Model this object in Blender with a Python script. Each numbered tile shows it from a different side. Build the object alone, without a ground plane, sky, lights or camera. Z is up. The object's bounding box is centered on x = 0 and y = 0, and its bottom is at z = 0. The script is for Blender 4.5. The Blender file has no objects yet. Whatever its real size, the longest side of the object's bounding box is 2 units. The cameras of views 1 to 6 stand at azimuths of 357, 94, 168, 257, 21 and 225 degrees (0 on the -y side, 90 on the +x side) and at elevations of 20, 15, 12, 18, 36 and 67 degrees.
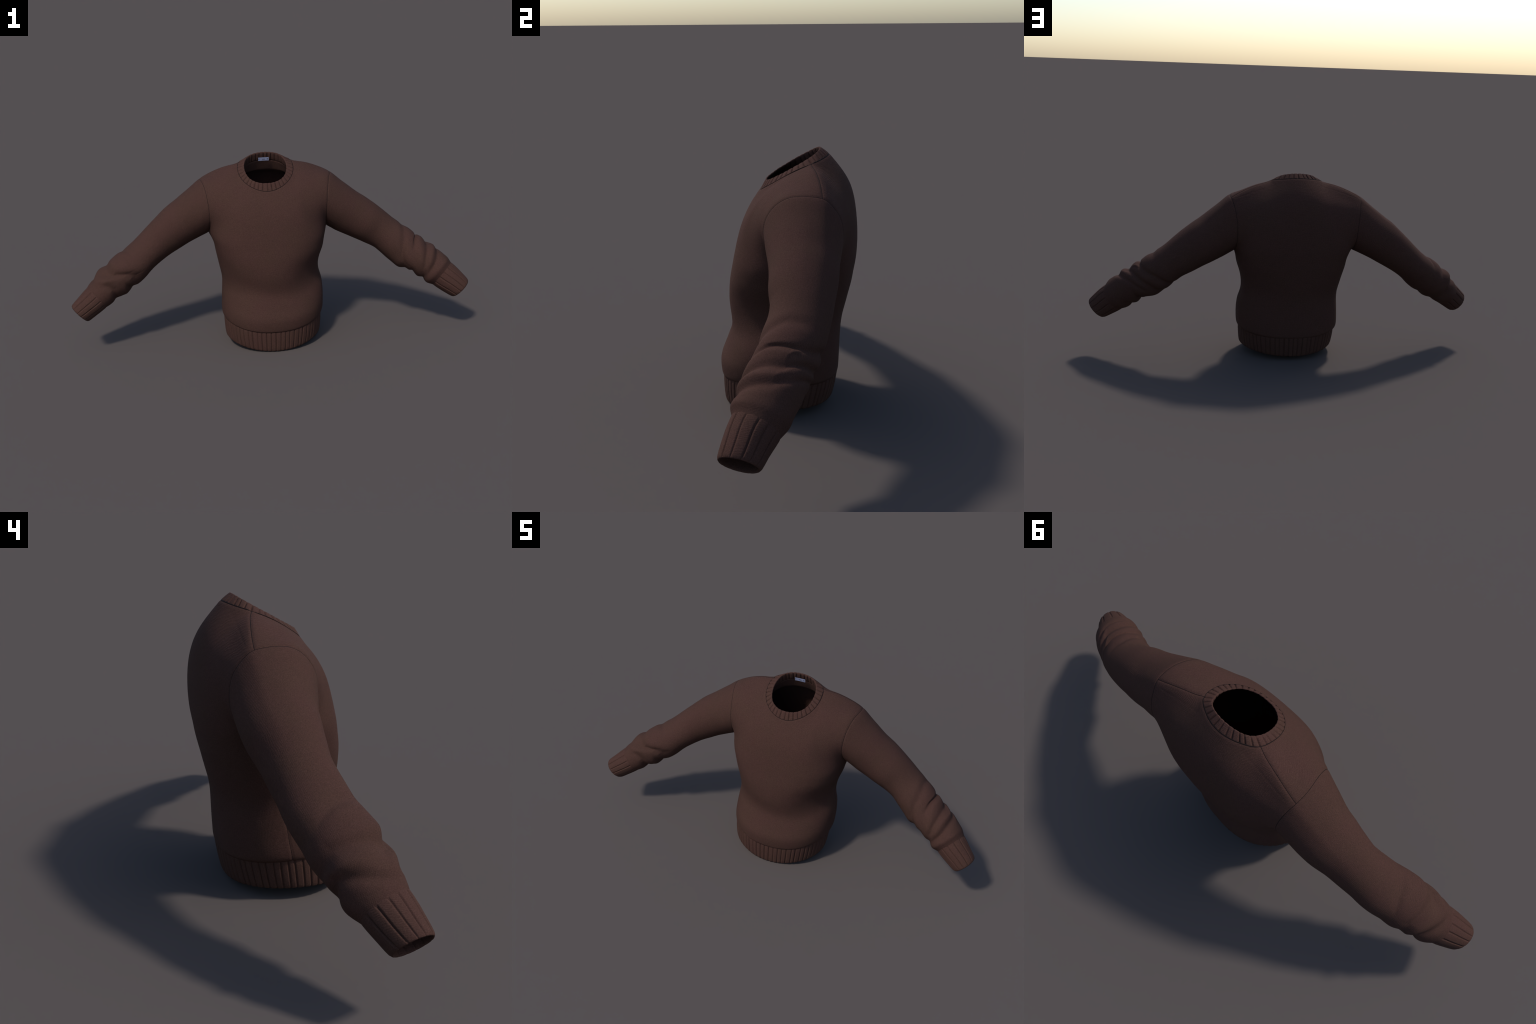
"""A brown knitted crew-neck sweater standing on its hem with both sleeves held out.

The cloth is one smooth subdivided surface sewn from panels (front, back, two
sleeves); ribbed collar, hem band and cuffs, dark cords along the seams and a woven neck label
are parts of their own.  Frame: metres, z up, front of the sweater towards -y.
"""
import bpy
import math
import numpy as np
from mathutils import kdtree

rng = np.random.default_rng(7)
TAU = 2 * math.pi
LEVELS = 4            # subdivision levels of the cloth
CLOTH = 0.006         # thickness of the knit

# ----------------------------------------------------------------- small helpers


def smoothstep(a, b, x):
    t = np.clip((np.asarray(x, float) - a) / (b - a), 0, 1)
    return t * t * (3 - 2 * t)


def spline(knots, t):
    """Catmull-Rom through evenly spaced knots, t in 0..1."""
    k = np.asarray(knots, float)
    n = len(k)
    x = np.asarray(t, float) * (n - 1)
    i = np.clip(np.floor(x).astype(int), 0, n - 2)
    f = (x - i)[:, None]
    p = np.vstack([2 * k[0] - k[1], k, 2 * k[-1] - k[-2]])
    p0, p1, p2, p3 = p[i], p[i + 1], p[i + 2], p[i + 3]
    return .5 * (2 * p1 + (p2 - p0) * f + (2 * p0 - 5 * p1 + 4 * p2 - p3) * f ** 2 + (3 * p1 - p0 - 3 * p2 + p3) * f ** 3)


def even(points, n, closed=False):
    """n points spread evenly by length along a smooth curve through the given points."""
    p = np.asarray(points, float)
    if closed:
        m = len(p)
        q = np.vstack([p[-3:], p, p[:4]])
        d = spline(q, np.linspace(3 / (m + 6), (m + 3) / (m + 6), 60 * m + 1))
    else:
        d = spline(p, np.linspace(0, 1, 60 * len(p)))
    s = np.r_[0, np.cumsum(np.linalg.norm(np.diff(d, axis=0), axis=1))]
    want = np.linspace(0, s[-1], n + 1)[:-1] if closed else np.linspace(0, s[-1], n)
    return np.stack([np.interp(want, s, d[:, a]) for a in range(d.shape[1])], 1)


def vertex_normals(v, f):
    n = np.zeros_like(v)
    fn = np.cross(v[f[:, 2]] - v[f[:, 0]], v[f[:, 3]] - v[f[:, 1]])
    for k in range(4):
        for a in range(3):
            n[:, a] += np.bincount(f[:, k], fn[:, a], len(v))
    return n / (np.linalg.norm(n, axis=1, keepdims=True) + 1e-12)


def make_object(name, v, f, material, parent, normals=None):
    me = bpy.data.meshes.new(name)
    v = np.ascontiguousarray(v, np.float32)
    f = np.ascontiguousarray(f, np.int32)
    k = f.shape[1]
    me.vertices.add(len(v))
    me.vertices.foreach_set("co", v.ravel())
    me.loops.add(f.size)
    me.loops.foreach_set("vertex_index", f.ravel())
    me.polygons.add(len(f))
    me.polygons.foreach_set("loop_start", np.arange(len(f), dtype=np.int32) * k)
    me.polygons.foreach_set("use_smooth", np.ones(len(f), bool))
    me.update(calc_edges=True)
    me.validate()
    if normals is not None:
        me.normals_split_custom_set_from_vertices([tuple(n) for n in np.asarray(normals, float)])
    me.materials.append(material)
    ob = bpy.data.objects.new(name, me)
    bpy.context.scene.collection.objects.link(ob)
    ob.parent = parent
    return ob


def grid_faces(rows, cols, closed_cols=True, closed_rows=False):
    i, j = np.meshgrid(np.arange(rows if closed_rows else rows - 1), np.arange(cols if closed_cols else cols - 1), indexing="ij")
    i, j = i.ravel(), j.ravel()
    i2, j2 = (i + 1) % rows, (j + 1) % cols
    return np.stack([i * cols + j, i * cols + j2, i2 * cols + j2, i2 * cols + j], 1)


# ------------------------------------------------- Catmull-Clark on numpy arrays


class Subdivision:
    """One Catmull-Clark step: topology is worked out once, then applied to any columns."""

    def __init__(self, nv, faces, creases):
        self.nv, self.faces = nv, faces
        nf = len(faces)
        ends = np.stack([faces, np.roll(faces, -1, 1)], -1).reshape(-1, 2)
        key = np.sort(ends, 1)
        self.edges, inv, count = np.unique(key, axis=0, return_inverse=True, return_counts=True)
        inv = inv.ravel()
        fe = inv.reshape(nf, 4)
        self.border = count == 1
        sharp = self.border.copy()
        if len(creases):
            code = self.edges[:, 0].astype(np.int64) * nv + self.edges[:, 1]
            c = np.sort(np.asarray(creases), 1).astype(np.int64)
            sharp |= np.isin(code, c[:, 0] * nv + c[:, 1])
        self.sharp, self.inv, self.fe = sharp, inv, fe
        ne = len(self.edges)
        self.valence = np.bincount(self.edges.ravel(), minlength=nv)
        se = self.edges[sharp]
        self.nsharp = np.bincount(se.ravel(), minlength=nv)
        self.se = se
        e0 = nv + nf
        k = np.arange(nf)
        self.out_faces = np.stack([np.stack([faces[:, c], e0 + fe[:, c], nv + k, e0 + fe[:, c - 1]], 1) for c in range(4)], 1).reshape(-1, 4)
        self.out_nv = e0 + ne

    def sub_edges(self, pairs):
        """The two halves of each given old edge, as new vertex pairs."""
        if not len(pairs):
            return np.zeros((0, 2), int)
        code = self.edges[:, 0].astype(np.int64) * self.nv + self.edges[:, 1]
        p = np.sort(np.asarray(pairs), 1).astype(np.int64)
        e = np.searchsorted(code, p[:, 0] * self.nv + p[:, 1])
        m = self.nv + len(self.faces) + e
        return np.vstack([np.stack([p[:, 0], m], 1), np.stack([m, p[:, 1]], 1)])

    def apply(self, x):
        f, ed, nv = self.faces, self.edges, self.nv
        out = []
        fp = x[f].mean(1)
        mid = x[ed].mean(1)
        for a in range(x.shape[1]):
            fsum = np.bincount(self.inv, np.repeat(fp[:, a], 4), len(ed))
            ep = np.where(self.sharp, mid[:, a], (fsum + 2 * mid[:, a]) / 4)
            nfv = np.bincount(f.ravel(), minlength=nv)
            q = np.bincount(f.ravel(), np.repeat(fp[:, a], 4), nv) / np.maximum(nfv, 1)
            r = (np.bincount(ed[:, 0], mid[:, a], nv) + np.bincount(ed[:, 1], mid[:, a], nv)) / np.maximum(self.valence, 1)
            n = np.maximum(self.valence, 1)
            vp = (q + 2 * r + (n - 3) * x[:, a]) / n
            sm = np.bincount(self.se[:, 0], x[self.se[:, 1], a], nv) + np.bincount(self.se[:, 1], x[self.se[:, 0], a], nv)
            vp = np.where(self.nsharp == 2, .75 * x[:, a] + sm / 8, vp)
            vp = np.where(self.nsharp > 2, x[:, a], vp)
            out.append(np.r_[vp, fp[:, a], ep])
        return np.stack(out, 1)


# ----------------------------------------------------------- measures of the body
# trunk sections by height: half width, centre front y, centre back y, y of the side
TRUNK = np.array([
    #  z     left   right  front   back    side   fullness
    [.1020, .240, .244, -.236, .178, -.012, 2.25],
    [.1085, .2475, .2530, -.2430, .1835, -.010, 2.25],
    [.1200, .2525, .2605, -.2465, .1860, -.007, 2.25],
    [.1450, .2535, .2645, -.2485, .1870, -.003, 2.25],
    [.1750, .2515, .2660, -.2455, .1880, .002, 2.25],
    [.2100, .2495, .2670, -.2320, .1890, .006, 2.22],
    [.2500, .2470, .2660, -.2180, .1905, .011, 2.15],
    [.2900, .2445, .2625, -.2085, .1930, .018, 2.05],
    [.3350, .2450, .2520, -.2105, .1990, .024, 2.05],
    [.3800, .2530, .2500, -.2150, .2095, .030, 2.15],
    [.4300, .2620, .2590, -.2140, .2205, .036, 2.34],
    [.4750, .2700, .2740, -.2090, .2300, .044, 2.54],
    [.5150, .2770, .2830, -.2020, .2380, .052, 2.70],
    [.5480, .2850, .2880, -.1950, .2430, .060, 2.76],
])
FRONT_LINE = np.array([[.548, -.195], [.60, -.184], [.65, -.171], [.70, -.152], [.75, -.124], [.788, -.098]])
BACK_LINE = np.array([[.548, .243], [.60, .2465], [.66, .245], [.72, .2390], [.78, .2275], [.82, .2145], [.86, .1945], [.89, .1720], [.915, .1425]])
# armhole seam on the +x side, from the armpit up the front to the shoulder, then down the back
ARM_FRONT = [(.297, .022, .566), (.291, -.022, .597), (.288, -.055, .638), (.289, -.072, .690), (.2935, -.062, .745),
             (.302, -.030, .790), (.313, .015, .817), (.324, .068, .8235)]
SHOULDER_END = (.324, .121, .816)
ARM_BACK = [(.3165, .150, .795), (.308, .178, .755), (.301, .190, .705), (.2975, .188, .652), (.2965, .165, .602), (.297, .118, .565)]
ARMPIT = (.298, .066, .551)
# neckline seam, x >= 0
NECK_FRONT = [(0, -.099, .788), (.033, -.096, .7925), (.066, -.085, .803), (.098, -.063, .819), (.122, -.032, .840), (.136, .008, .864), (.1375, .044, .884)]
NECK_END = (.130, .081, .8965)
NECK_BACK = [(0, .1425, .9145), (.045, .136, .9125), (.083, .121, .908), (.112, .100, .902)]
# sleeve centre lines and radii: x, y, z, radius across the top, radius across the front
SLEEVE_LEFT = np.array([
    [-.3400, .0711, .6643, .1172, .1244], [-.3921, .0734, .6321, .1123, .1152], [-.4442, .0713, .6008, .1070, .1098],
    [-.4962, .0644, .5643, .0998, .0993], [-.5483, .0578, .5266, .0918, .0928], [-.6004, .0438, .4869, .0845, .0951],
    [-.6525, .0294, .4462, .0825, .1003], [-.7046, .0072, .4085, .0905, .1011], [-.7567, -.0081, .3740, .0879, .1015],
    [-.8088, -.0302, .3406, .0832, .0927], [-.8608, -.0522, .2945, .0725, .0822], [-.9129, -.0774, .2553, .0627, .0694],
    [-.9650, -.1008, .2173, .0571, .0550]])
SLEEVE_RIGHT = np.array([
    [.3400, .0639, .6581, .1184, .1229], [.3921, .0642, .6252, .1122, .1147], [.4442, .0649, .5936, .1083, .1101],
    [.4962, .0619, .5608, .1024, .1058], [.5483, .0608, .5250, .0953, .0973], [.6004, .0524, .4888, .0881, .0949],
    [.6525, .0359, .4487, .0933, .0966], [.7046, .0171, .4054, .0923, .0962], [.7567, -.0062, .3788, .0848, .0964],
    [.8088, -.0272, .3448, .0825, .0936], [.8608, -.0485, .3004, .0774, .0825], [.9129, -.0773, .2589, .0683, .0690],
    [.9650, -.1011, .2168, .0572, .0596]])
CUFF_START = .855      # where the cuff begins along the sleeve spine (0 shoulder, 1 end)
# folds that wind round the sleeves.  Each: height (minus = valley), width along the spine,
# and its course as (degrees round the arm, place along the spine): 0 top, 90 front, 180 underside
FOLDS_LEFT = [
    (-.0050, .026, [(-55, .566), (-18, .536), (8, .528), (30, .532)]),
    (-.0070, .026, [(-120, .690), (-75, .684), (-54, .676), (-12, .698), (25, .722)]),
    (-.0080, .029, [(5, .752), (45, .716), (66, .655), (80, .616), (99, .594), (130, .605)]),
    (-.0080, .020, [(48, .782), (63, .770), (87, .760), (123, .776), (165, .790)]),
    (-.0070, .022, [(-130, .776), (-90, .740), (-59, .764), (-27, .790), (0, .808)]),
    (-.0060, .022, [(110, .668), (150, .640), (195, .650)]),
    (.0065, .040, [(5, .660), (36, .652), (55, .626)]),
    (.0035, .022, [(15, .785), (42, .766), (70, .715)]),
    (.0050, .026, [(-105, .718), (-66, .724), (-30, .742)]),
    (.0060, .034, [(-165, .805), (-126, .812), (-90, .815)]),
    (.0040, .026, [(110, .700), (150, .705), (190, .715)]),
]
FOLDS_RIGHT = [
    (-.0055, .024, [(-40, .470), (0, .476), (65, .537), (115, .622), (175, .636)]),
    (-.0080, .018, [(-180, .480), (-102, .512), (-72, .542), (-21, .578), (10, .600), (40, .632)]),
    (-.0045, .024, [(40, .634), (70, .664), (110, .705)]),
    (-.0085, .017, [(-175, .560), (-111, .576), (-69, .612), (-29, .676), (10, .690), (55, .717), (85, .742)]),
    (-.0045, .022, [(85, .744), (135, .782)]),
    (-.0055, .016, [(-130, .604), (-114, .615), (-66, .686), (-21, .744), (10, .756)]),
    (-.0070, .016, [(0, .755), (35, .768), (57, .778), (105, .790)]),
    (-.0075, .017, [(140, .690), (180, .705), (235, .690)]),
    (-.0060, .014, [(135, .782), (180, .790), (230, .795)]),
    (.0040, .026, [(0, .818), (60, .822), (110, .820), (160, .822)]),
    (.0042, .022, [(-45, .560), (-25, .630), (20, .645), (50, .668)]),
    (.0035, .018, [(-45, .660), (-20, .716), (30, .732), (70, .756)]),
    (.0045, .026, [(115, .590), (150, .595), (185, .600)]),
    (.0050, .022, [(145, .745), (180, .750), (220, .745)]),
]


def hem_rise(phi):
    """The hem seam climbs from the centre front to the sides and drops a little at the back."""
    s, c = np.sin(phi), np.cos(phi)
    return np.where(c > 0, 0, .0135) * c ** 2 + .032 * s ** 2


def trunk_ring(z, phi):
    """Point of the trunk at height z; phi 0 is the centre front, 90 deg the side, 180 deg the back."""
    left, right, yf, yb, ys, full = [np.interp(z, TRUNK[:, 0], TRUNK[:, k]) for k in range(1, 7)]
    p = 2 / full
    s, c = np.sin(phi), np.cos(phi)
    x = np.where(s > 0, right, left) * np.sign(s) * np.abs(s) ** p
    y = ys + np.where(c > 0, yf - ys, yb - ys) * np.abs(c) ** p
    return np.stack([x, y, z + hem_rise(phi) * (1 - smoothstep(.12, .36, z))], -1)


def sleeve_frames(table, t):
    q = spline(table, t)
    c = q[:, :3]
    d = spline(table, np.clip(np.asarray(t) + 1e-3, 0, 1))[:, :3] - spline(table, np.clip(np.asarray(t) - 1e-3, 0, 1))[:, :3]
    d /= np.linalg.norm(d, axis=1, keepdims=True)
    w = np.cross(d, (0, 0, 1.))
    w /= np.linalg.norm(w, axis=1, keepdims=True)
    w *= -np.sign(w[:, 1:2])
    u = np.cross(d, w)
    u *= np.sign(u[:, 2:3])
    return c, d, u, w, q[:, 3], q[:, 4]


# ------------------------------------------------------------ the cage of the cloth
V, F, PANEL, SLEEVE_ATTR = [], [], [], {}


def add(p):
    V.append(np.asarray(p, float))
    return len(V) - 1


NF, NB = 14, 12                       # columns of the front and the back panel
UF, UB = np.linspace(-1, 1, NF + 1), np.linspace(-1, 1, NB + 1)
front, back = [], []
for r, z in enumerate(TRUNK[:, 0]):
    last = r == len(TRUNK) - 1
    side = []
    for s in (-1, 1):
        side.append(add((s * ARMPIT[0], ARMPIT[1], ARMPIT[2]) if last else trunk_ring(z, np.array(s * math.pi / 2))))
    front.append([side[0]] + [add(trunk_ring(z, np.array(u * math.pi / 2))) for u in UF[1:-1]] + [side[1]])
    back.append([side[0]] + [add(trunk_ring(z, np.array(math.pi - u * math.pi / 2))) for u in UB[1:-1]] + [side[1]])

mirror = lambda p: (-p[0], p[1], p[2])
# the top row: shoulder seam, neckline, shoulder seam
shoulder = spline(np.array([NECK_END, (.195, .101, .877), (.262, .114, .851), SHOULDER_END]), np.array([0, 1 / 3, 2 / 3, 1]))
sh_right = [add(p) for p in shoulder]
sh_left = [add(mirror(p)) for p in shoulder]
nf = even([mirror(p) for p in [NECK_END] + NECK_FRONT[::-1]] + NECK_FRONT[1:] + [NECK_END], NF - 5)
nb = even([mirror(p) for p in [NECK_END] + NECK_BACK[::-1]] + NECK_BACK[1:] + [NECK_END], NB - 5)
top_front = sh_left[::-1] + [add(p) for p in nf[1:-1]] + sh_right
top_back = sh_left[::-1] + [add(p) for p in nb[1:-1]] + sh_right


def yoke(rows, top, U, arm, line, z0, ease):
    """Rows of a panel between armpit and shoulder: armhole at both ends, chest or back line in the middle."""
    top_p = np.array([V[i] for i in top])
    zm_top = top_p[len(U) // 2][2] if len(U) % 2 else top_p[len(U) // 2 - 1:len(U) // 2 + 1, 2].mean()
    n = len(arm)
    ends = {}
    for s in (-1, 1):
        ends[s] = [add((s * p[0], p[1], p[2])) for p in arm]
    bottom = np.array([V[i] for i in rows[-1]])
    ztop, ytop, xtop = top_p[:, 2], top_p[:, 1], top_p[:, 0]

    def section(u, phim, yb, ym, xb, full):
        f = u * phim
        q = 2 / full
        k = np.cos(phim) ** q
        return xb * np.sign(f) * (np.abs(np.sin(f)) / np.sin(phim)) ** q, yb + (ym - yb) * (np.cos(f) ** q - k) / (1 - k)

    for i in range(n):
        tm = (i + 1) / (n + 1)
        A = arm[i]
        tb = (A[2] - z0) / (SHOULDER_END[2] - z0)
        row = [ends[-1][i]]
        phim = math.radians(np.interp(tm, [0, .35, 1], [88, 70, 60]))
        full = np.interp(tm, [0, .4, 1], [2.76, 2.5, 2.25])
        for c in range(1, len(U) - 1):
            u = U[c]
            w = abs(u) ** 2.4
            t = tm * (1 - w) + tb * w
            z = z0 + t * (ztop[c] - z0)
            ym = np.interp(z0 + tm * (zm_top - z0), line[:, 0], line[:, 1])
            x, y = section(u, phim, A[1], ym, A[0], full)
            xt, yt = section(u, math.radians(60), SHOULDER_END[1], line[-1, 1], SHOULDER_END[0], full)
            k = tm ** ease
            y += k * (ytop[c] - yt)
            x += tm ** 1.5 * (xtop[c] - xt)
            row.append(add((x, y, z)))
        row.append(ends[1][i])
        rows.append(row)
    rows.append(top)
    return ends


ef = yoke(front, top_front, UF, ARM_FRONT, FRONT_LINE, ARMPIT[2], 2.2)
eb = yoke(back, top_back, UB, ARM_BACK[::-1], BACK_LINE, ARMPIT[2], 3.4)
for grid, flip, tag in ((front, False, 0), (back, True, 1)):
    for a, b in zip(grid[:-1], grid[1:]):
        for j in range(len(a) - 1):
            q = [a[j], a[j + 1], b[j + 1], b[j]]
            F.append(q[::-1] if flip else q)
            PANEL.append(tag)

# fair the cage of the yokes (alternating smoothing keeps the volume)
for grid, rounds in ((front, 4), (back, 14)):
    ids = np.array(grid[len(TRUNK) - 3:])
    for step in range(2 * rounds):
        P = np.array(V)[ids]
        mean = (P[2:, 1:-1] + P[:-2, 1:-1] + P[1:-1, 2:] + P[1:-1, :-2]) / 4
        moved = P[1:-1, 1:-1] + (.5 if step % 2 == 0 else -.51) * (mean - P[1:-1, 1:-1])
        for i, p in zip(ids[1:-1, 1:-1].ravel(), moved.reshape(-1, 3)):
            V[i] = p

creases, seam_edges = [], {"armhole_seam": [], "shoulder_seam": [], "side_seam": []}
for grid, k in ((front, len(TRUNK)),):
    for c in (0, -1):
        seam_edges["side_seam"] += [(grid[r][c], grid[r + 1][c]) for r in range(k - 1)]
for s in (sh_left, sh_right):
    seam_edges["shoulder_seam"] += list(zip(s[:-1], s[1:]))

for s, table, tag in ((-1, SLEEVE_LEFT, 2), (1, SLEEVE_RIGHT, 3)):
    pit = front[len(TRUNK) - 1][0 if s < 0 else -1]
    sh = sh_left[-1] if s < 0 else sh_right[-1]
    loop = [pit] + ef[s] + [sh] + eb[s][::-1]
    n = len(loop)
    seam_edges["armhole_seam"] += [(loop[i], loop[(i + 1) % n]) for i in range(n)]
    low = [i for i in range(n) if V[loop[i]][2] < .64]
    creases += [(loop[i], loop[(i + 1) % n]) for i in range(n) if i in low and (i + 1) % n in low]
    t = np.r_[.10, np.linspace(.16, CUFF_START + .012, 17)]
    c, d, u, w, ra, rb = sleeve_frames(table, t)
    P = np.array([V[i] for i in loop])
    e = P - c[0]
    th0 = np.unwrap(np.arctan2(e @ w[0] / rb[0], e @ u[0] / ra[0]))
    if th0[-1] > th0[0]:
        th0 -= 0
    th1 = th0[0] + (np.arange(n) / n) * (-TAU if th0[n // 2] < th0[0] else TAU)
    for i in loop:
        SLEEVE_ATTR.setdefault(i, (0, 0, 0))
    for i, a in zip(loop, th0):
        SLEEVE_ATTR[i] = (0, math.cos(a), math.sin(a))
    rings = [loop]
    full = []
    for r in range(len(t)):
        k = smoothstep(.1, .45, t[r])
        th = th0 * (1 - k) + th1 * k
        shrink = 1.0 if r < len(t) - 1 else .93
        full.append((c[r] + np.outer(np.cos(th), u[r]) * ra[r] * shrink + np.outer(np.sin(th), w[r]) * rb[r] * shrink, th))
    for f in (.33, .66):
        # two rings that carry the armhole over into the sleeve
        ring = []
        for p, q, a in zip(P, full[0][0], full[0][1]):
            i = add(p * (1 - f) + q * f)
            SLEEVE_ATTR[i] = (.1 * f, math.cos(a), math.sin(a))
            ring.append(i)
        rings.append(ring)
    for r in range(len(t)):
        ring = []
        for p, a in zip(*full[r]):
            i = add(p)
            SLEEVE_ATTR[i] = (t[r], math.cos(a), math.sin(a))
            ring.append(i)
        rings.append(ring)
    axis = c.mean(0)
    for a, b in zip(rings[:-1], rings[1:]):
        cen = np.mean([V[i] for i in a + b], 0)
        for j in range(n):
            q = [a[j], a[(j + 1) % n], b[(j + 1) % n], b[j]]
            p = [V[i] for i in q]
            if np.dot(np.cross(p[2] - p[0], p[3] - p[1]), np.mean(p, 0) - cen) < 0:
                q = q[::-1]
            F.append(q)
            PANEL.append(tag)

cage = np.array(V)
faces = np.array(F)
panel = np.array(PANEL)
attr = np.zeros((len(cage), 3))
for i, a in SLEEVE_ATTR.items():
    attr[i] = a

# subdivision steps; armpit creases are held for the first three of them
steps, nv, fc, cr, se = [], len(cage), faces, creases, {k: np.array(v) for k, v in seam_edges.items()}
for level in range(LEVELS):
    st = Subdivision(nv, fc, cr if level < 3 else [])
    cr = st.sub_edges(cr)
    se = {k: st.sub_edges(v) for k, v in se.items()}
    steps.append(st)
    nv, fc = st.out_nv, st.out_faces
    panel = np.repeat(panel, 4)


def refine(x, n):
    for st in steps[:n]:
        x = st.apply(x)
    return x


# move the cage so that the smooth surface passes through the measured points
ctrl = cage.copy()
for _ in range(6):
    ctrl += .8 * (cage - refine(ctrl, 3)[:len(cage)])
pos = refine(np.hstack([ctrl, attr]), LEVELS)
at, pos = pos[:, 3:], pos[:, :3]

# ------------------------------------------------------------------ folds and seams
nrm = vertex_normals(pos, fc)
member = np.zeros(len(pos), int) - 1
for tag in range(4):
    member[fc[panel == tag].ravel()] = tag
lift = np.zeros(len(pos))
DEEPEN = {2: 1.3, 3: 1.2}
for tag, folds in ((2, FOLDS_LEFT), (3, FOLDS_RIGHT)):
    m = member == tag
    t, th = at[m, 0], np.arctan2(at[m, 2], at[m, 1])
    for amp, wid, course in folds:
        ca, ct = np.radians([c[0] for c in course]), np.array([c[1] for c in course])
        best = np.zeros(m.sum())
        for turn in (-TAU, 0, TAU):
            a = th + turn
            end = math.radians(30)
            window = smoothstep(ca[0] - end, ca[0] + end, a) * (1 - smoothstep(ca[-1] - end, ca[-1] + end, a))
            d = (t - np.interp(a, ca, ct)) / wid
            best = np.maximum(best, window * np.exp(-np.abs(d) ** 1.9))
        lift[m] += DEEPEN[tag] * amp * best
    # the sleeve gathers just above the cuff
    lift[m] += (-.0010 if tag == 2 else .0018) * np.exp(-((t - CUFF_START + .035) / .02) ** 2)
# soft drape of the trunk: a shallow trough between chest and hem, running up to the armpits
x, z = pos[:, 0], pos[:, 2]
trunk = (member < 2)
facing = smoothstep(-.05, .55, -nrm[:, 1])
fr = trunk & (facing > 0)
zt = np.interp(x, [-.26, -.17, -.08, .02, .12, .20, .26], [.43, .37, .315, .28, .275, .30, .34])
lift[fr] += -.0016 * (facing * np.exp(-((z - zt) / .040) ** 2))[fr]
zc = np.interp(x, [-.26, -.10, .05, .26], [.33, .235, .20, .235])
lift[fr] += .001 * (facing * np.exp(-((z - zc) / .045) ** 2))[fr]
# the flanks fall in between the armpits and the flare of the hips
for cx, cz, amp, rx, rz in ((.180, .385, -.0090, .080, .085), (-.225, .44, -.0025, .06, .09)):
    lift[trunk] += (amp * facing * np.exp(-((x - cx) / rx) ** 2 - ((z - cz) / rz) ** 2))[trunk]
pos = pos + nrm * lift[:, None]


def groove(lines, depth, width):
    global pos
    idx = np.unique(np.concatenate([l.ravel() for l in lines]))
    tree = kdtree.KDTree(len(idx))
    for k, i in enumerate(idx):
        tree.insert(pos[i], k)
    tree.balance()
    lo, hi = pos[idx].min(0) - .03, pos[idx].max(0) + .03
    near = np.where(((pos > lo) & (pos < hi)).all(1))[0]
    d = np.array([tree.find(pos[i])[2] for i in near])
    pos[near] -= nrm[near] * (depth * np.exp(-(d / width) ** 2))[:, None]


groove([se["armhole_seam"], se["shoulder_seam"]], .0018, .0038)
groove([se["side_seam"]], .0018, .004)
code = np.sort(np.stack([fc, np.roll(fc, -1, 1)], -1).reshape(-1, 2), 1)
rims, times = np.unique(code, axis=0, return_counts=True)
rims = rims[times == 1]
neck_edges = rims[(pos[rims[:, 0], 2] > .74) & (np.abs(pos[rims[:, 0], 0]) < .2)]
groove([neck_edges], .0022, .005)

# pressed line on the back yoke, from the shoulder point towards the collar
for s in (-1, 1):
    a, b = np.array((s * .318, .135, .806)), np.array((s * .098, .142, .897))
    ab = b - a
    tt = np.clip((pos - a) @ ab / (ab @ ab), 0, 1)
    d = np.linalg.norm(pos - a - tt[:, None] * ab, axis=1)
    perp = np.abs(np.cross(pos - a, ab / np.linalg.norm(ab)) @ np.array((0, .55, -.8)))
    m = member == 1
    across = np.linalg.norm((pos - a - tt[:, None] * ab) - ((pos - a - tt[:, None] * ab) * nrm).sum(1, keepdims=True) * nrm, axis=1)
    pos[m] -= nrm[m] * (.0007 * np.exp(-(across / .003) ** 2) * (d < .05) * smoothstep(.05, .2, tt) * (1 - smoothstep(.9, 1, tt)))[m, None]
nrm = vertex_normals(pos, fc)


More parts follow.
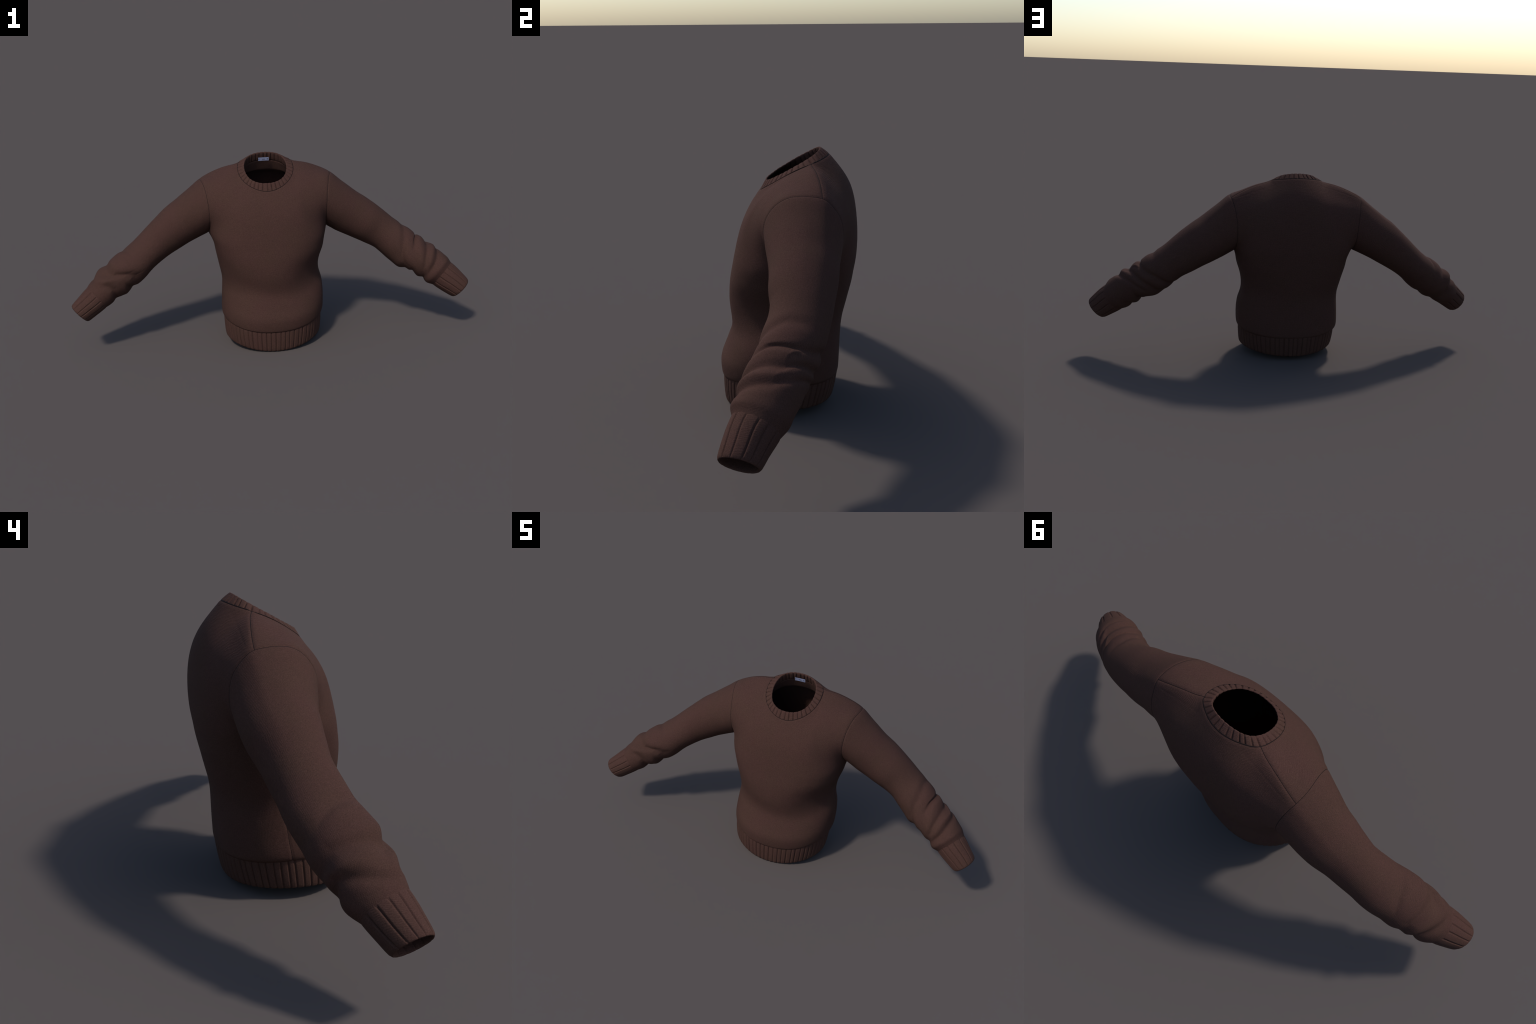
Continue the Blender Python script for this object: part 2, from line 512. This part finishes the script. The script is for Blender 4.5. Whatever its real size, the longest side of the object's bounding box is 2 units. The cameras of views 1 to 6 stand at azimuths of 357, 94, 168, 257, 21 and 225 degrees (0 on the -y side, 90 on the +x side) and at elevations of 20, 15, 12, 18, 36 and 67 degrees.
# ----------------------------------------------------------------------- materials
def knit_material(name, tone=1.0, rows=(0, 0, 1), cols=(1, 0, 0), bump=.22, grooves=False):
    mat = bpy.data.materials.new(name)
    mat.use_nodes = True
    nt = mat.node_tree
    N, L = nt.nodes, nt.links
    bsdf = N["Principled BSDF"]
    co = N.new("ShaderNodeTexCoord")

    def along(vec, scale, distort):
        dot = N.new("ShaderNodeVectorMath")
        dot.operation = "DOT_PRODUCT"
        dot.inputs[1].default_value = vec
        L.new(co.outputs["Object"], dot.inputs[0])
        wob = N.new("ShaderNodeTexNoise")
        wob.inputs["Scale"].default_value = 22
        wob.inputs["Detail"].default_value = 2
        L.new(co.outputs["Object"], wob.inputs["Vector"])
        mad = N.new("ShaderNodeMath")
        mad.operation = "MULTIPLY_ADD"
        mad.inputs[1].default_value = distort
        L.new(wob.outputs["Fac"], mad.inputs[0])
        L.new(dot.outputs["Value"], mad.inputs[2])
        mul = N.new("ShaderNodeMath")
        mul.operation = "MULTIPLY"
        mul.inputs[1].default_value = TAU / scale
        L.new(mad.outputs[0], mul.inputs[0])
        sn = N.new("ShaderNodeMath")
        sn.operation = "SINE"
        L.new(mul.outputs[0], sn.inputs[0])
        return sn.outputs[0]

    r = along(rows, .0033, .008)
    c = along(cols, .0037, .008)
    stitch = N.new("ShaderNodeMath")
    stitch.operation = "MULTIPLY_ADD"
    stitch.inputs[1].default_value = .6
    L.new(c, stitch.inputs[0])
    L.new(r, stitch.inputs[2])
    fuzz = N.new("ShaderNodeTexNoise")
    fuzz.inputs["Scale"].default_value = 300
    fuzz.inputs["Detail"].default_value = 3
    fuzz.inputs["Roughness"].default_value = .7
    L.new(co.outputs["Object"], fuzz.inputs["Vector"])
    height = N.new("ShaderNodeMath")
    height.operation = "MULTIPLY_ADD"
    height.inputs[1].default_value = 4.5
    L.new(fuzz.outputs["Fac"], height.inputs[0])
    L.new(stitch.outputs[0], height.inputs[2])
    bp = N.new("ShaderNodeBump")
    bp.inputs["Strength"].default_value = bump
    bp.inputs["Distance"].default_value = .0007
    L.new(height.outputs[0], bp.inputs["Height"])
    # colour: two browns mixed by cloudy noise, speckled by the fuzz
    cloud = N.new("ShaderNodeTexNoise")
    cloud.inputs["Scale"].default_value = 9
    cloud.inputs["Detail"].default_value = 3
    L.new(co.outputs["Object"], cloud.inputs["Vector"])
    ramp = N.new("ShaderNodeValToRGB")
    ramp.color_ramp.elements[0].position = .38
    ramp.color_ramp.elements[1].position = .62
    ramp.color_ramp.elements[0].color = (.0575 * tone, .0285 * tone, .0226 * tone, 1)
    ramp.color_ramp.elements[1].color = (.0560 * tone, .0290 * tone, .0220 * tone, 1)
    L.new(cloud.outputs["Fac"], ramp.inputs["Fac"])
    speck = N.new("ShaderNodeMapRange")
    speck.inputs["From Min"].default_value = .3
    speck.inputs["From Max"].default_value = .7
    speck.inputs["To Min"].default_value = .74
    speck.inputs["To Max"].default_value = 1.26
    L.new(fuzz.outputs["Fac"], speck.inputs["Value"])
    line = N.new("ShaderNodeMapRange")
    line.inputs["From Min"].default_value = -1.4
    line.inputs["From Max"].default_value = 1.4
    line.inputs["To Min"].default_value = .93
    line.inputs["To Max"].default_value = 1.07
    L.new(stitch.outputs[0], line.inputs["Value"])
    both = N.new("ShaderNodeMath")
    both.operation = "MULTIPLY"
    L.new(speck.outputs[0], both.inputs[0])
    L.new(line.outputs[0], both.inputs[1])
    mix = N.new("ShaderNodeVectorMath")
    mix.operation = "SCALE"
    L.new(ramp.outputs["Color"], mix.inputs[0])
    shade = both.outputs[0]
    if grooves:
        # occlusion shade painted into the rib valleys: base colour darkened where concave
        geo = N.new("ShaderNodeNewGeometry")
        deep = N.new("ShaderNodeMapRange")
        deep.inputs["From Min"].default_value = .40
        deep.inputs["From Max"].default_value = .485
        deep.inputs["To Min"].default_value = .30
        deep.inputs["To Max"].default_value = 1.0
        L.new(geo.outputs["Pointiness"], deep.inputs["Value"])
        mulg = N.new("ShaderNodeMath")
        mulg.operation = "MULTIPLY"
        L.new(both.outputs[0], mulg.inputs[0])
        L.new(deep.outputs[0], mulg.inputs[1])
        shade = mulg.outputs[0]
    L.new(shade, mix.inputs["Scale"])
    L.new(mix.outputs["Vector"], bsdf.inputs["Base Color"])
    L.new(bp.outputs["Normal"], bsdf.inputs["Normal"])
    bsdf.inputs["Roughness"].default_value = .95
    bsdf.inputs["Specular IOR Level"].default_value = .06
    bsdf.inputs["Sheen Weight"].default_value = .0
    bsdf.inputs["Sheen Roughness"].default_value = .5
    bsdf.inputs["Sheen Tint"].default_value = (.75, .55, .5, 1)
    return mat


def plain_material(name, colour, rough=.9):
    mat = bpy.data.materials.new(name)
    mat.use_nodes = True
    nt = mat.node_tree
    bsdf = nt.nodes["Principled BSDF"]
    co = nt.nodes.new("ShaderNodeTexCoord")
    no = nt.nodes.new("ShaderNodeTexNoise")
    no.inputs["Scale"].default_value = 600
    mr = nt.nodes.new("ShaderNodeMapRange")
    mr.inputs["To Min"].default_value, mr.inputs["To Max"].default_value = .85, 1.15
    sc = nt.nodes.new("ShaderNodeVectorMath")
    sc.operation = "SCALE"
    sc.inputs[0].default_value = colour
    nt.links.new(co.outputs["Object"], no.inputs["Vector"])
    nt.links.new(no.outputs["Fac"], mr.inputs["Value"])
    nt.links.new(mr.outputs[0], sc.inputs["Scale"])
    nt.links.new(sc.outputs["Vector"], bsdf.inputs["Base Color"])
    bsdf.inputs["Roughness"].default_value = rough
    bsdf.inputs["Specular IOR Level"].default_value = .15
    return mat


def arm_axis(table):
    d = table[-1, :3] - table[0, :3]
    d /= np.linalg.norm(d)
    w = np.cross(d, (0, 0, 1))
    return tuple(d), tuple(w / np.linalg.norm(w))


body_mat = knit_material("brown_knit")
left_rows, left_cols = arm_axis(SLEEVE_LEFT)
right_rows, right_cols = arm_axis(SLEEVE_RIGHT)
left_mat = knit_material("brown_knit_sleeve", rows=left_rows, cols=left_cols)
right_mat = knit_material("brown_knit_sleeve", rows=right_rows, cols=right_cols)
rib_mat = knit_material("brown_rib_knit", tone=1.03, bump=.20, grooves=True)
dark_cord_mat = plain_material("dark_seam_cord", (.012, .007, .006))  # near-black, so the cords read as thin dark lines along the seams
label_mat = plain_material("woven_label", (.205, .215, .305), .6)  # pale label tinted dim and bluish for the shade inside the neck
ink_mat = plain_material("label_lettering", (.07, .07, .10))

# ------------------------------------------------------------------------ the thing
root = bpy.data.objects.new("knitted_sweater", None)
bpy.context.scene.collection.objects.link(root)
root["label"] = "brown knitted crew-neck sweater with ribbed collar, cuffs and hem"
root["category"] = "sweater"

sleeves = {}
for tag, name, mat in ((0, "front_panel", body_mat), (1, "back_panel", body_mat), (2, "sleeve", left_mat), (3, "sleeve", right_mat)):
    f = fc[panel == tag]
    used, inv = np.unique(f, return_inverse=True)
    f = inv.reshape(-1, 4)
    v, n = pos[used], nrm[used]
    k = len(v)
    sleeves[tag] = make_object(name, np.vstack([v, v - CLOTH * n]), np.vstack([f, f[:, ::-1] + k]), mat, root, np.vstack([n, -n]))


def chains(edges):
    """Ordered vertex chains out of a bag of edges."""
    nb = {}
    for a, b in edges:
        nb.setdefault(int(a), []).append(int(b))
        nb.setdefault(int(b), []).append(int(a))
    left, out = set(nb), []
    while left:
        ends = sorted(i for i in left if len(nb[i]) == 1)
        cur = ends[0] if ends else min(left)
        chain = [cur]
        left.discard(cur)
        while True:
            nxt = [j for j in nb[cur] if j in left]
            if not nxt:
                break
            cur = nxt[0]
            chain.append(cur)
            left.discard(cur)
        out.append((chain, not ends))
    return out


# ------------------------------------------------------------------- ribbed bands
def rib_wave(count, m, sharp=.13, jitter=.10):
    """Depth 0..1 of the grooves between ribs around a band of m columns (uneven spacing)."""
    centres = (np.arange(count) + rng.uniform(-jitter, jitter, count)) / count
    strength = rng.uniform(.7, 1.0, count)
    a = np.arange(m) / m
    d = np.abs((a[:, None] - centres[None] + .5) % 1 - .5) * count
    return (strength * np.exp(-(d / sharp) ** 2)).max(1), np.cos(TAU * a * count) * 0


def band(name, rows, depth, fade, ribs, mat, sharp=.13, skew=None):
    """Closed ribbed tube: rows is a list of rings (m x 3) that run down the outside, round the
    edge and back up the inside; grooves are cut along the surface normal."""
    m = len(rows[0])
    v = np.vstack(rows)
    f = grid_faces(len(rows), m, True, True)
    cen = v.mean(0)
    n = vertex_normals(v, f)
    # outward check on the first ring
    if ((v[:m] - rows[0].mean(0)) * n[:m]).sum() < 0:
        f = f[:, ::-1]
        n = -n
    g, _ = rib_wave(ribs, m, sharp)
    for r in range(len(rows)):
        sh = 0 if skew is None else int(skew * r / len(rows) * m)
        v[r * m:(r + 1) * m] -= n[r * m:(r + 1) * m] * (depth * fade[r] * np.roll(g, sh))[:, None]
    return make_object(name, v, f, mat, root, vertex_normals(v, f))


# hem band: stands on the ground, slightly tucked under the trunk
M = 62 * 14
HEM = np.array([
    # share of the band's height, inset from the outer face
    [1.12, .014], [1.06, .008], [1.0, .0040], [.95, .0024], [.87, .0012], [.72, .0005], [.50, .0], [.28, .0004],
    [.13, .0012], [.055, .0028], [.015, .0052], [.0, .0084], [.02, .0115], [.10, .0130], [.40, .0135], [.75, .0140], [1.08, .0170]])
ang = np.linspace(0, TAU, 1440, endpoint=False)
rows = []
sn, cs = np.sin(ang), np.cos(ang)
for k, off in HEM:
    # lower edge and upper edge of the band, blended by height
    low = dict(cx=.0003, hw=.2417, yf=-.2375, yb=.1665, ys=-.052, ex=2.03, zf=0, zs=.0375, zb=.0177)
    top = dict(cx=.0025, hw=.2490, yf=-.2420, yb=.1850, ys=-.028, ex=2.25, zf=.1085, zs=.1405, zb=.122)
    q = {n: low[n] + (top[n] - low[n]) * k for n in low}
    p = 2 / q["ex"]
    hw, yf, yb = q["hw"] - off, q["yf"] + off, q["yb"] - off
    ring = np.stack([q["cx"] + hw * np.sign(sn) * np.abs(sn) ** p, q["ys"] + np.where(cs > 0, yf - q["ys"], yb - q["ys"]) * np.abs(cs) ** p,
                     np.where(cs > 0, q["zf"], q["zb"]) * cs ** 2 + q["zs"] * sn ** 2], 1)
    cl = np.vstack([ring, ring[:1]])
    L = np.r_[0, np.cumsum(np.linalg.norm(np.diff(cl, axis=0), axis=1))]
    want = np.linspace(0, L[-1], M, endpoint=False)
    rows.append(np.stack([np.interp(want, L, cl[:, a]) for a in range(3)], 1))
hem_crease = rows[2][::7] + np.array((0, 0, .0015))
fade = [1, 1, 1, 1, 1, 1, 1, 1, 1, .9, .8, .7, .7, .8, .8, .8, .8]
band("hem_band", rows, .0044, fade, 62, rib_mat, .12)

# collar: folded band from the neckline seam up to a rounded rim and down the inside
M = 36 * 14
RIM = [(0, -.0765, .823), (.035, -.073, .8255), (.064, -.059, .833), (.085, -.039, .845), (.098, -.010, .861), (.1035, .022, .880),
       (.101, .052, .897), (.090, .079, .913), (.070, .097, .9245), (.038, .1075, .9315), (0, .111, .9335)]
loop = lambda h: np.array(list(h) + [mirror(p) for p in h[-2:0:-1]], float)
rim = even(loop(RIM), M, True)
# the lower edge of the collar is the cut neck edge of the cloth itself
seam = even(pos[chains(neck_edges)[0][0]][::4], M, True)
# line up both loops at the centre front by matching their angles
centre = np.array((0, .03, .86))


def by_angle(q, a):
    p = q - centre
    b = np.unwrap(np.arctan2(p[:, 0], -p[:, 1]))
    if b[-1] < b[0]:
        q, b = q[::-1], b[::-1]
    qq, bb = np.vstack([q, q, q]), np.r_[b - TAU, b, b + TAU]
    o = np.argsort(bb)
    return np.stack([np.interp(a, bb[o], qq[o, k]) for k in range(3)], 1)


# columns evenly spaced along the rim
p = rim - centre
ca = np.unwrap(np.arctan2(p[:, 0], -p[:, 1]))
if ca[-1] < ca[0]:
    ca = ca[::-1]
rim, seam = by_angle(rim, ca), by_angle(seam, ca)
down = seam - rim
down /= np.linalg.norm(down, axis=1, keepdims=True)
tang = np.roll(rim, -1, 0) - np.roll(rim, 1, 0)
tang /= np.linalg.norm(tang, axis=1, keepdims=True)
outn = np.cross(down, tang)
outn *= np.sign((outn * (rim - centre)).sum(1).mean())
width = np.linalg.norm(seam - rim, axis=1)
T = .0042     # half thickness of the folded band at its rim
rows, fade = [], []
for a, h, g in [(1.12, -.007, 0), (1.05, -.0030, .3), (1.0, .0006, .8), (.95, .0016, 1), (.85, .0020, 1), (.70, .0021, 1), (.50, .0026, 1), (.30, .0027, .9), (.17, .0024, .55)]:
    rows.append(rim + down * (a * width)[:, None] + outn * h)
    fade.append(g)
# the inside of the band drops from the rim: straight down at the back, along the slope in front
rear = smoothstep(-.06, .10, rim[:, 1])[:, None]
fall = down * (1 - .9 * rear) + np.array((0, .36, -1.0)) * (.9 * rear)
fall /= np.linalg.norm(fall, axis=1, keepdims=True)
inw = -np.cross(fall, tang)
inw *= -np.sign((inw * (rim - centre)).sum(1).mean())
for a in (25, 60, 95, 130, 165):
    r = math.radians(a)
    mixn = outn * max(0, math.cos(r)) + inw * max(0, -math.cos(r))
    rows.append(rim + (down * .5 + fall * .5) * (.0042 - .0042 * math.sin(r)) + mixn * T * .8)
    fade.append(.38)
for a, h, g in ((.16, 1, .7), (.3, 1, 1), (.5, 1.1, 1), (.75, 1.1, 1), (.95, .9, 1), (1.02, .4, .4)):
    rows.append(rim + fall * (a * .044) + inw * (T * h))
    fade.append(g)
neck_in = rim + fall * .046 + inw * .0012
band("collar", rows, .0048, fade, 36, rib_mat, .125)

# facing: a plain strip that hangs from the collar's inner seam inside the neck
away = np.stack([rim[:, 0], rim[:, 1] - .03, 0 * rim[:, 0]], 1)
away /= np.linalg.norm(away, axis=1, keepdims=True)
strip = []
for a in np.linspace(0, 1, 7):
    strip.append(neck_in + a * (away * .030 + np.array((0, 0, -.060))))
for a in np.linspace(1, 0, 7):
    strip.append(neck_in + a * (away * .030 + np.array((0, 0, -.060))) + away * .0025)
sv, sf = np.vstack(strip), grid_faces(14, len(rim), True, True)
sn_ = vertex_normals(sv, sf)
if ((sv[:len(rim)] - centre) * sn_[:len(rim)] * (1, 1, 0)).sum() > 0:
    sf = sf[:, ::-1]
make_object("neck_facing", sv, sf, body_mat, root)

# cuffs: tapered ribbed tubes with a rounded open end
for table in (SLEEVE_LEFT, SLEEVE_RIGHT):
    M = 13 * 26
    prof = [(CUFF_START - .02, -.012), (CUFF_START - .005, -.0055), (CUFF_START + .008, -.0025), (CUFF_START + .03, -.0008), (.91, 0), (.945, 0), (.975, 0),
            (.992, -.0006), (1.0, -.0030), (1.003, -.0060), (.999, -.0090), (.99, -.0105), (.96, -.0108), (.92, -.011), (.87, -.012), (CUFF_START - .02, -.014)]
    fade = [0, .6, 1, 1, 1, 1, 1, .9, .35, .15, .15, .3, .5, .5, .5, .3]
    rows = []
    th = np.linspace(0, TAU, M, endpoint=False)
    for t, off in prof:
        c, d, u, w, ra, rb = sleeve_frames(table, np.array([min(t, 1.0)]))
        c = c + d * max(0, t - 1.0) * .8
        # the mouth is cut aslant: the back of the underside is shorter and a little wider
        k = float(smoothstep(CUFF_START, 1.0, t))
        under = (1 + np.cos(th + math.radians(135))) / 2
        ra_, rb_ = ra + off + .006 * k * under ** 2, rb + off + .006 * k * under ** 2
        rows.append(c + np.outer(np.cos(th) * ra_, u[0]) + np.outer(np.sin(th) * rb_, w[0]) - np.outer(k * (.018 * under - .004), d[0]))
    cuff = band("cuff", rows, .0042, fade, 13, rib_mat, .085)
    cuff.parent = sleeves[2 if table is SLEEVE_LEFT else 3]


# ---------------------------------------------------------------------- dark cords along the seams
def tube(path, radius, closed=False, sides=6):
    p = np.asarray(path, float)
    d = np.gradient(p, axis=0) if not closed else np.roll(p, -1, 0) - np.roll(p, 1, 0)
    d /= np.linalg.norm(d, axis=1, keepdims=True) + 1e-12
    ref = np.array((.31, .74, .59))
    a = np.cross(d, ref)
    a /= np.linalg.norm(a, axis=1, keepdims=True)
    b = np.cross(d, a)
    th = np.linspace(0, TAU, sides, endpoint=False)
    r = np.broadcast_to(radius, len(p))[:, None, None]
    v = p[:, None] + r * (np.cos(th)[None, :, None] * a[:, None] + np.sin(th)[None, :, None] * b[:, None])
    f = grid_faces(len(p), sides, True, closed)
    return v.reshape(-1, 3), f


for name, radius in (("armhole_seam", .0011), ("shoulder_seam", .0013), ("side_seam", .0009)):
    for chain, closed in chains(se[name]):
        path = pos[chain] - nrm[chain] * (.0002)
        v, f = tube(path, radius, closed)
        make_object(name, v, f, dark_cord_mat, root)
# dark ring modelling the shadow the trunk's overhang drops on the hem band
v, f = tube(hem_crease, .0019, True)
make_object("hem_shadow_cord", v, f, dark_cord_mat, root)
# dark tube where the collar meets the cloth, thicker at the back of the neck
back_share = smoothstep(-.02, .12, seam[:, 1])
v, f = tube(seam + outn * (.0006 - .0016 * back_share)[:, None], .0012 + .0012 * back_share, True)
make_object("collar_dark_cord", v, f, dark_cord_mat, root)

# ------------------------------------------------------------------------ neck label
lab_c = np.array((-.001, .1110, .8985))
lx = np.array((1, 0, .0))
ly = np.array((0, -.22, 1.0))
ly /= np.linalg.norm(ly)
ln = np.cross(lx, ly)


def slab(name, cx, cy, w, h, lift0, thick, mat, parent, curve=0.0):
    gx, gy = np.meshgrid(np.linspace(-w / 2, w / 2, 13), np.linspace(-h / 2, h / 2, 5))
    base = lab_c + np.outer((cx + gx).ravel(), lx) + np.outer((cy + gy).ravel(), ly)
    base -= np.outer(curve * (cx + gx).ravel() ** 2, (0, 1, 0))
    top, bot = base + ln * (lift0 + thick), base + ln * lift0
    k = len(base)
    f = grid_faces(5, 13, False)
    v = np.vstack([bot, top])
    rim_i = list(range(13)) + [13 * r + 12 for r in range(1, 5)] + [4 * 13 + c for c in range(11, -1, -1)] + [13 * r for r in range(3, 0, -1)]
    side = [[a, b, b + k, a + k] for a, b in zip(rim_i, rim_i[1:] + rim_i[:1])]
    ob = make_object(name, v, np.vstack([f[:, ::-1], f + k, np.array(side)]), mat, parent)
    ob.data.polygons.foreach_set("use_smooth", np.zeros(len(ob.data.polygons), bool))
    return ob


label = slab("neck_label", 0, 0, .053, .0172, 0, .0012, label_mat, root, 2.0)
for cx, cy, w, h in ((0, 0, .014, .0032), (-.0225, .001, .004, .005), (.0195, .0005, .0055, .006)):
    slab("label_mark", cx, cy, w, h, .0014, .0004, ink_mat, label, 2.0)
